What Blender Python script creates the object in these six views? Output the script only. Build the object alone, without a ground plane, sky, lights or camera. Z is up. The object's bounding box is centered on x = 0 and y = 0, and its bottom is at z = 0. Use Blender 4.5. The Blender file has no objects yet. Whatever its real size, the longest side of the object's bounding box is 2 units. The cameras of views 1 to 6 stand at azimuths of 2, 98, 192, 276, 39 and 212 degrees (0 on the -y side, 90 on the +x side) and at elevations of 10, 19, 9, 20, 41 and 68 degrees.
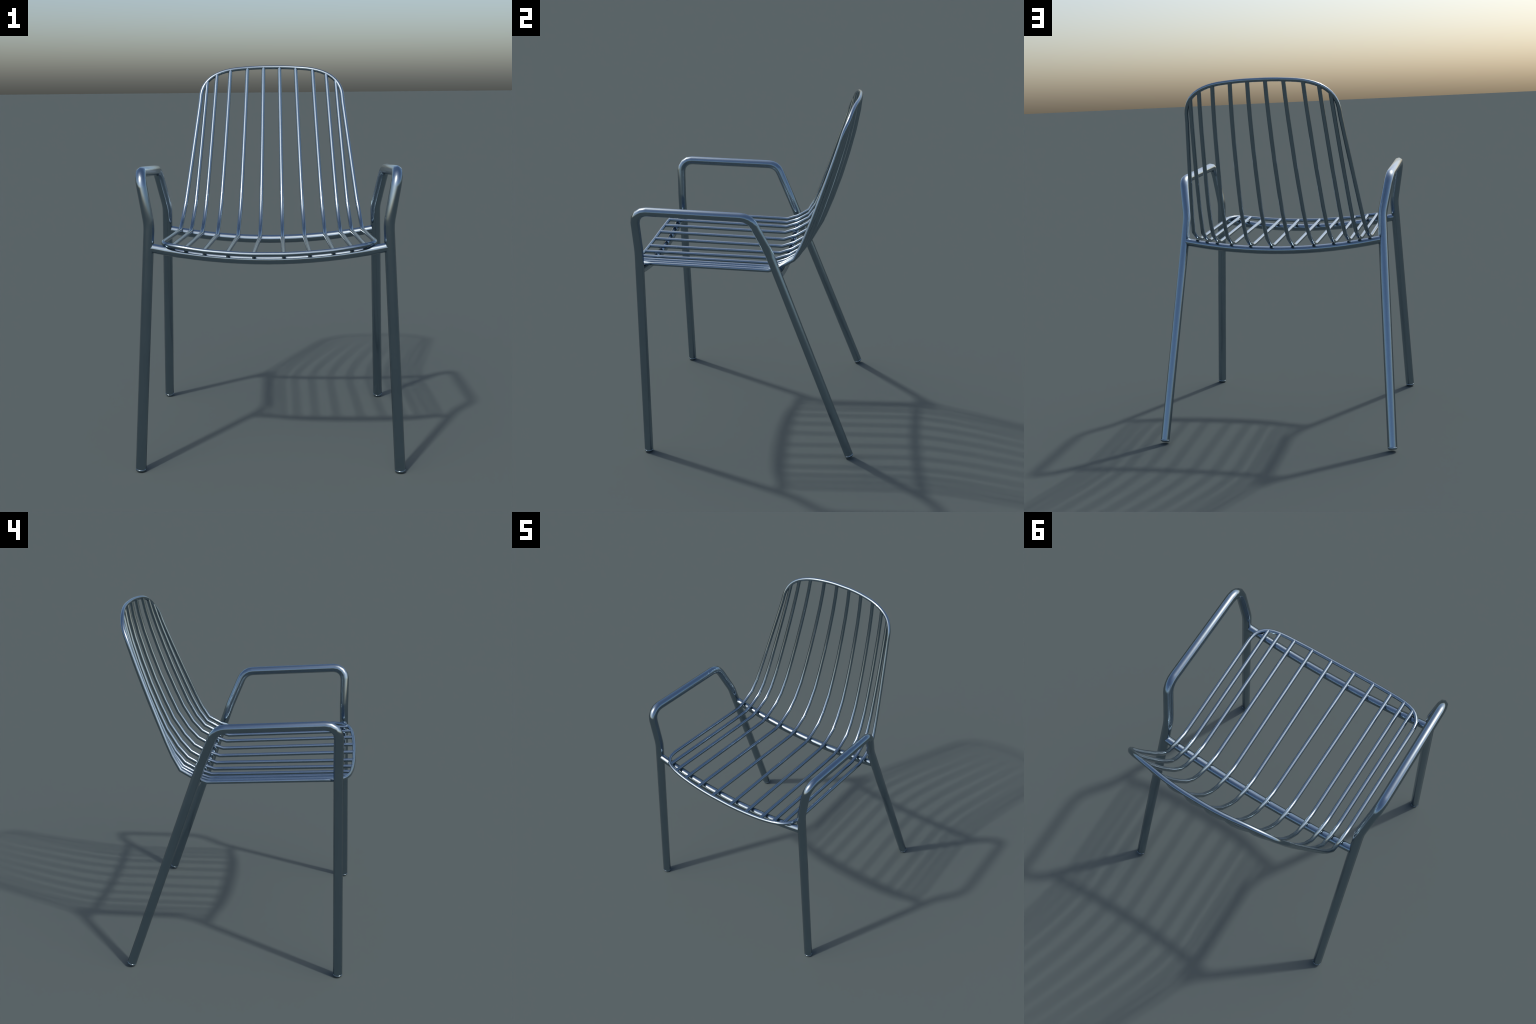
"""Wire armchair: two bent-tube side frames, two sagging crossbars and a basket of
twelve bent wires (a closed rim wire plus ten slat wires) forming seat and backrest."""
import bpy
from math import sin, cos, tan, pi, acos
from mathutils import Vector, Quaternion

# ------------------------------------------------------------------ sizes (metres)
TUBE_R = 0.0262      # legs and armrests
BAR_R = 0.0228       # crossbars under the seat
WIRE_R = 0.0114      # seat and back wires
SIDES = 8            # faces round a tube, shaded smooth

# side frame (right-hand side, mirrored for the other): virtual corners of the bent tube
FOOT_FRONT = Vector((0.640, -0.596, 0.001))
KINK_FRONT = Vector((0.569, -0.574, 1.226))
TOP_FRONT = Vector((0.6095, -0.574, 1.476))
TOP_BACK = Vector((0.6105, 0.070, 1.438))
KINK_BACK = Vector((0.572, 0.162, 1.224))
FOOT_BACK = Vector((0.641, 0.594, 0.008))

# wires from the middle (0) outwards to the rim (5):
# x, y, z where each wire leaves the front rim / ends its flat seat run /
# passes the crossbar / ends the lower bend / starts the back / meets the top rim
FRONT = [(0.071, -0.650, 1.096), (0.194, -0.647, 1.102), (0.305, -0.640, 1.111),
         (0.392, -0.629, 1.123), (0.455, -0.608, 1.131)]
SEAT_END = [(0.063, 0.158, 1.052), (0.184, 0.154, 1.058), (0.298, 0.150, 1.067),
            (0.384, 0.147, 1.078), (0.445, 0.146, 1.088), (0.502, 0.144, 1.097)]
CROSSING = [(0.062, 0.234, 1.076), (0.184, 0.232, 1.082), (0.297, 0.226, 1.091),
            (0.382, 0.221, 1.102), (0.443, 0.218, 1.110), (0.501, 0.214, 1.119)]
LOW_BEND = [(0.061, 0.311, 1.120), (0.182, 0.307, 1.125), (0.295, 0.303, 1.134),
            (0.379, 0.298, 1.143), (0.440, 0.294, 1.153), (0.497, 0.290, 1.162)]
BACK_START = [(0.060, 0.368, 1.186), (0.177, 0.364, 1.190), (0.289, 0.357, 1.198),
              (0.373, 0.348, 1.209), (0.431, 0.341, 1.224), (0.485, 0.333, 1.236)]
TOP = [(0.047, 0.650, 1.9885), (0.141, 0.644, 1.9845), (0.240, 0.629, 1.9740),
       (0.319, 0.613, 1.9490), (0.374, 0.596, 1.909), (0.4045, 0.571, 1.854)]
# how much of the middle wire's rearward bow each wire has
BOW = [1.0, 0.93, 0.75, 0.52, 0.34, 0.15]
# (share of the height between back start and top, rearward bow of the middle wire)
BOW_PROFILE = [(0.128, 0.0285), (0.262, 0.0375), (0.43, 0.0420), (0.60, 0.0390), (0.76, 0.0310), (0.89, 0.0180)]
SEAT_CORNER = [(0.489, -0.577, 1.1335), (0.5055, -0.543, 1.1345), (0.5105, -0.497, 1.1345)]


# ------------------------------------------------------------------ materials
def metal_material(name, base, rough, seed):
    m = bpy.data.materials.new(name)
    m.use_nodes = True
    nt = m.node_tree
    n, l = nt.nodes, nt.links
    b = n["Principled BSDF"]
    b.inputs["Metallic"].default_value = 1.0
    tc = n.new("ShaderNodeTexCoord")
    mp = n.new("ShaderNodeMapping")
    mp.inputs["Location"].default_value = (seed, seed * 2.3, seed * 0.7)
    l.new(tc.outputs["Object"], mp.inputs["Vector"])
    noise = n.new("ShaderNodeTexNoise")
    noise.inputs["Scale"].default_value = 9.0
    noise.inputs["Detail"].default_value = 4.0
    l.new(mp.outputs["Vector"], noise.inputs["Vector"])
    ramp = n.new("ShaderNodeValToRGB")
    ramp.color_ramp.elements[0].position = 0.3
    ramp.color_ramp.elements[1].position = 0.7
    ramp.color_ramp.elements[0].color = (*[c * 0.98 for c in base], 1)
    ramp.color_ramp.elements[1].color = (*[c * 1.02 for c in base], 1)
    l.new(noise.outputs["Fac"], ramp.inputs["Fac"])
    l.new(ramp.outputs["Color"], b.inputs["Base Color"])
    mr = n.new("ShaderNodeMapRange")
    mr.inputs["To Min"].default_value = rough - 0.01
    mr.inputs["To Max"].default_value = rough + 0.01
    l.new(noise.outputs["Fac"], mr.inputs["Value"])
    l.new(mr.outputs["Result"], b.inputs["Roughness"])
    return m


STEEL = metal_material("powder_blue_steel", (0.28, 0.352, 0.408), 0.17, 1.0)
GLIDE = metal_material("foot_glide_steel", (0.28, 0.352, 0.408), 0.17, 4.0)


# ------------------------------------------------------------------ curve helpers
def flip(p):
    return Vector((-p[0], p[1], p[2]))


def fillet(pts, radii, segs):
    """Round the inner corners of a polyline with arcs of the given radii."""
    out = [pts[0].copy()]
    for i in range(1, len(pts) - 1):
        a, c, b = pts[i - 1], pts[i], pts[i + 1]
        u, v = (a - c).normalized(), (b - c).normalized()
        turn = pi - u.angle(v)
        r = radii[i - 1]
        d = r * tan(turn / 2)
        centre = c + (u + v).normalized() * (r / cos(turn / 2))
        s, e = c + u * d - centre, c + v * d - centre
        axis = s.cross(e).normalized()
        for k in range(segs[i - 1] + 1):
            out.append(centre + Quaternion(axis, turn * k / segs[i - 1]) @ s)
    out.append(pts[-1].copy())
    return out


def smooth_through(pts, steps, before=None, after=None):
    """Catmull-Rom points through pts."""
    pts = [Vector(p) for p in pts]
    ext = [before or (2 * pts[0] - pts[1])] + pts + [after or (2 * pts[-1] - pts[-2])]
    out = []
    for i in range(1, len(ext) - 2):
        p0, p1, p2, p3 = ext[i - 1:i + 3]
        for k in range(steps):
            t = k / steps
            out.append(0.5 * ((2 * p1) + (p2 - p0) * t + (2 * p0 - 5 * p1 + 4 * p2 - p3) * t * t
                              + (3 * p1 - p0 - 3 * p2 + p3) * t ** 3))
    out.append(pts[-1].copy())
    return out


def tube(pts, radius, closed=False, sides=SIDES, start_axis=Vector((1, 0, 0)), phase=0.0):
    """Rings and faces of a tube swept along pts with mitred rings and a non-twisting frame."""
    n = len(pts)
    seg = [(pts[(i + 1) % n] - pts[i]).normalized() for i in range(n if closed else n - 1)]
    tang = []
    for i in range(n):
        if closed:
            t = seg[i - 1] + seg[i]
        else:
            t = seg[max(i - 1, 0)] + seg[min(i, n - 2)]
        tang.append(t.normalized())
    nrm = (start_axis - tang[0] * start_axis.dot(tang[0])).normalized()
    frames = [nrm]
    for i in range(1, n):
        q = tang[i - 1].rotation_difference(tang[i])
        f = q @ frames[-1]
        frames.append((f - tang[i] * f.dot(tang[i])).normalized())
    if closed:                      # spread the closing twist evenly
        f = tang[-1].rotation_difference(tang[0]) @ frames[-1]
        ang = f.angle(frames[0])
        if f.cross(frames[0]).dot(tang[0]) < 0:
            ang = -ang
        frames = [Quaternion(tang[i], ang * i / n) @ frames[i] for i in range(n)]
    rings = []
    for i in range(n):
        a, b = frames[i], tang[i].cross(frames[i])
        prev, nxt = seg[i - 1 if closed else max(i - 1, 0)], seg[i if closed else min(i, n - 2)]
        half = 0.5 * prev.angle(nxt, 0.0)
        widen = 1.0 / max(cos(half), 0.5)
        out_dir = nxt - prev
        out_dir = out_dir.normalized() if out_dir.length > 1e-7 else None
        ring = []
        for k in range(sides):
            w = phase + 2 * pi * k / sides
            o = a * cos(w) + b * sin(w)
            if out_dir is not None:  # mitre: stretch the ring in the bend plane
                o = o + out_dir * (o.dot(out_dir) * (widen - 1.0))
            ring.append(pts[i] + o * radius)
        rings.append(ring)
    return rings


def ring_normals(rings, closed=False):
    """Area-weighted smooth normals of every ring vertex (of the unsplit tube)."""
    n, s = len(rings), len(rings[0])
    acc = [[Vector() for _ in range(s)] for _ in range(n)]
    for i in range(n if closed else n - 1):
        j = (i + 1) % n
        for k in range(s):
            m = (k + 1) % s
            f = (rings[i][m] - rings[j][k]).cross(rings[j][m] - rings[i][k])
            f.normalize()
            for a, b in ((i, k), (i, m), (j, k), (j, m)):
                acc[a][b] += f
    return [[v.normalized() for v in row] for row in acc]


def mesh_object(name, rings, normals, parent, material, ring_loop=False, cap_start=False, cap_end=False):
    """Build an object from a run of rings; normals come from the whole tube so splits show no seam."""
    s = len(rings[0])
    verts = [v for r in rings for v in r]
    nrm = [v for r in normals for v in r]
    faces = []
    n = len(rings)
    for i in range(n if ring_loop else n - 1):
        j = (i + 1) % n
        for k in range(s):
            m = (k + 1) % s
            faces.append((i * s + k, i * s + m, j * s + m, j * s + k))
    flat = []
    for cap, idx, rev in ((cap_start, 0, True), (cap_end, n - 1, False)):
        if cap:
            base = len(verts)
            ring = rings[idx]
            c = sum(ring, Vector()) / s
            face_n = (ring[1] - c).cross(ring[2] - c).normalized() * (-1 if rev else 1)
            verts += ring
            nrm += [face_n] * s
            ids = list(range(base, base + s))
            faces.append(tuple(reversed(ids)) if rev else tuple(ids))
    me = bpy.data.meshes.new(name)
    me.from_pydata([v[:] for v in verts], [], faces)
    me.materials.append(material)
    me.polygons.foreach_set("use_smooth", [True] * len(me.polygons))
    me.update()
    me.normals_split_custom_set_from_vertices([v[:] for v in nrm])
    ob = bpy.data.objects.new(name, me)
    bpy.context.scene.collection.objects.link(ob)
    ob.parent = parent
    return ob


def orient(rings):
    """Make sure faces (i,k)(i,k+1)(j,k+1)(j,k) look outwards."""
    c = sum(rings[0], Vector()) / len(rings[0])
    f = (rings[0][1] - rings[1][0]).cross(rings[1][1] - rings[0][0])
    if f.dot(rings[0][0] + rings[0][1] - 2 * c) < 0:
        rings = [list(reversed(r)) for r in rings]
    return rings


# ------------------------------------------------------------------ the chair
root = bpy.data.objects.new("wire_armchair", None)
bpy.context.scene.collection.objects.link(root)
root.empty_display_size = 0.2
root.rotation_euler = (0, 0, -0.0045)      # stands very slightly turned
root["label"] = "metallic blue-grey wire armchair with bent tube legs and arms"
root["category"] = "chair"


def glide(parent, foot, up):
    """Foot glide: a short plug with softly rounded rims closing the tube end."""
    h, r = 0.0125, TUBE_R
    prof = [(0.0000, r - 0.0075), (0.0012, r - 0.0040), (0.0040, r - 0.0010), (0.0070, r),
            (h - 0.0018, r), (h - 0.0006, r - 0.0008), (h, r - 0.0024)]
    side = (Vector((1, 0, 0)) - up * up.x).normalized()
    b = up.cross(side)
    rings = [[foot + up * z + (side * cos(2 * pi * k / 16) + b * sin(2 * pi * k / 16)) * q for k in range(16)]
             for z, q in prof]
    rings = orient(rings)
    return mesh_object("foot_glide", rings, ring_normals(rings), parent, GLIDE, cap_start=True, cap_end=True)


for mirror in (False, True):
    f = flip if mirror else Vector
    corners = [f(p) for p in (FOOT_FRONT, KINK_FRONT, TOP_FRONT, TOP_BACK, KINK_BACK, FOOT_BACK)]
    up_f = (corners[1] - corners[0]).normalized()
    up_b = (corners[4] - corners[5]).normalized()
    path = [p.copy() for p in corners]
    path[0] = corners[0] + up_f * 0.0122     # the tube stops just above its glide
    path[5] = corners[5] + up_b * 0.0122
    segs = [2, 4, 4, 2]
    path = fillet(path, [0.24, 0.069, 0.085, 0.24], segs)
    rings = orient(tube(path, TUBE_R))
    nrm = ring_normals(rings)
    a = 1 + segs[0]                           # last ring of the front kink
    b = len(path) - 2 - segs[3]               # first ring of the rear kink
    mesh_object("armrest", rings[a:b + 1], nrm[a:b + 1], root, STEEL)
    leg = mesh_object("leg", rings[:a + 1], nrm[:a + 1], root, STEEL, cap_start=True)
    glide(leg, corners[0], up_f)
    leg = mesh_object("leg", rings[b:], nrm[b:], root, STEEL, cap_end=True)
    glide(leg, corners[5], up_b)


def crossbar(half, y, z_mid, z_end, dy):
    """Bar between the legs, sagging in a shallow arc."""
    pts = []
    for i in range(17):
        t = -1 + 2 * i / 16
        pts.append(Vector((half * t, y + dy * t * t, z_mid + (z_end - z_mid) * t * t)))
    rings = orient(tube(pts, BAR_R, start_axis=Vector((0, 0, 1))))
    return mesh_object("crossbar", rings, ring_normals(rings), root, STEEL, cap_start=True, cap_end=True)


crossbar(0.566, -0.577, 1.0575, 1.117, 0.002)
crossbar(0.566, 0.216, 1.036, 1.091, -0.004)


def back_run(k):
    """Points of wire k from its back start up to the top rim, bowed rearwards."""
    p, q = Vector(BACK_START[k]), Vector(TOP[k])
    pts = [p]
    for s, bow in BOW_PROFILE:
        v = p.lerp(q, s)
        v.y += bow * BOW[k]
        pts.append(v)
    pts.append(q)
    return pts


def seat_stop(k):
    """Where the flat run of seat wire k starts to soften into its first bend."""
    a, f = Vector(SEAT_END[k]), Vector(FRONT[k] if k < 5 else SEAT_CORNER[-1])
    return a + (f - a).normalized() * 0.035


# rim wire: one closed loop round seat and back
half_front = smooth_through([FRONT[0], *FRONT[1:], *SEAT_CORNER], 2, before=flip(FRONT[0]), after=Vector((0.5102, -0.450, 1.1320)))
half_side = [seat_stop(5), Vector(SEAT_END[5]), Vector(CROSSING[5]), Vector(LOW_BEND[5])]
rim_back = back_run(5)[:-1]
half_top = smooth_through([rim_back[-1]] + list(reversed(TOP)), 3, before=rim_back[-2].lerp(rim_back[-1], 0.4), after=flip(TOP[0]))
rim_back.pop()
half = half_front + half_side + rim_back + half_top
loop = half + [flip(p) for p in reversed(half)]
rings = orient(tube(loop, WIRE_R, closed=True, start_axis=Vector((0, 0, 1))))
nrm = ring_normals(rings, closed=True)
cut = len(half_front) + len(half_side) - 1       # ring of the low bend: seat meets backrest
end = len(loop) - 1 - cut
seat = mesh_object("seat", rings[end:] + rings[:cut + 1], nrm[end:] + nrm[:cut + 1], root, STEEL)
backrest = mesh_object("backrest", rings[cut:end + 1], nrm[cut:end + 1], root, STEEL)

for k in range(5):
    for mirror in (False, True):
        f = flip if mirror else Vector
        pts = [f(p) for p in (FRONT[k], seat_stop(k), SEAT_END[k], CROSSING[k], LOW_BEND[k])] + [f(p) for p in back_run(k)]
        rings = orient(tube(pts, WIRE_R))
        nrm = ring_normals(rings)
        mesh_object("seat_wire", rings[:5], nrm[:5], seat, STEEL, cap_start=True)
        mesh_object("back_wire", rings[4:], nrm[4:], backrest, STEEL, cap_end=True)
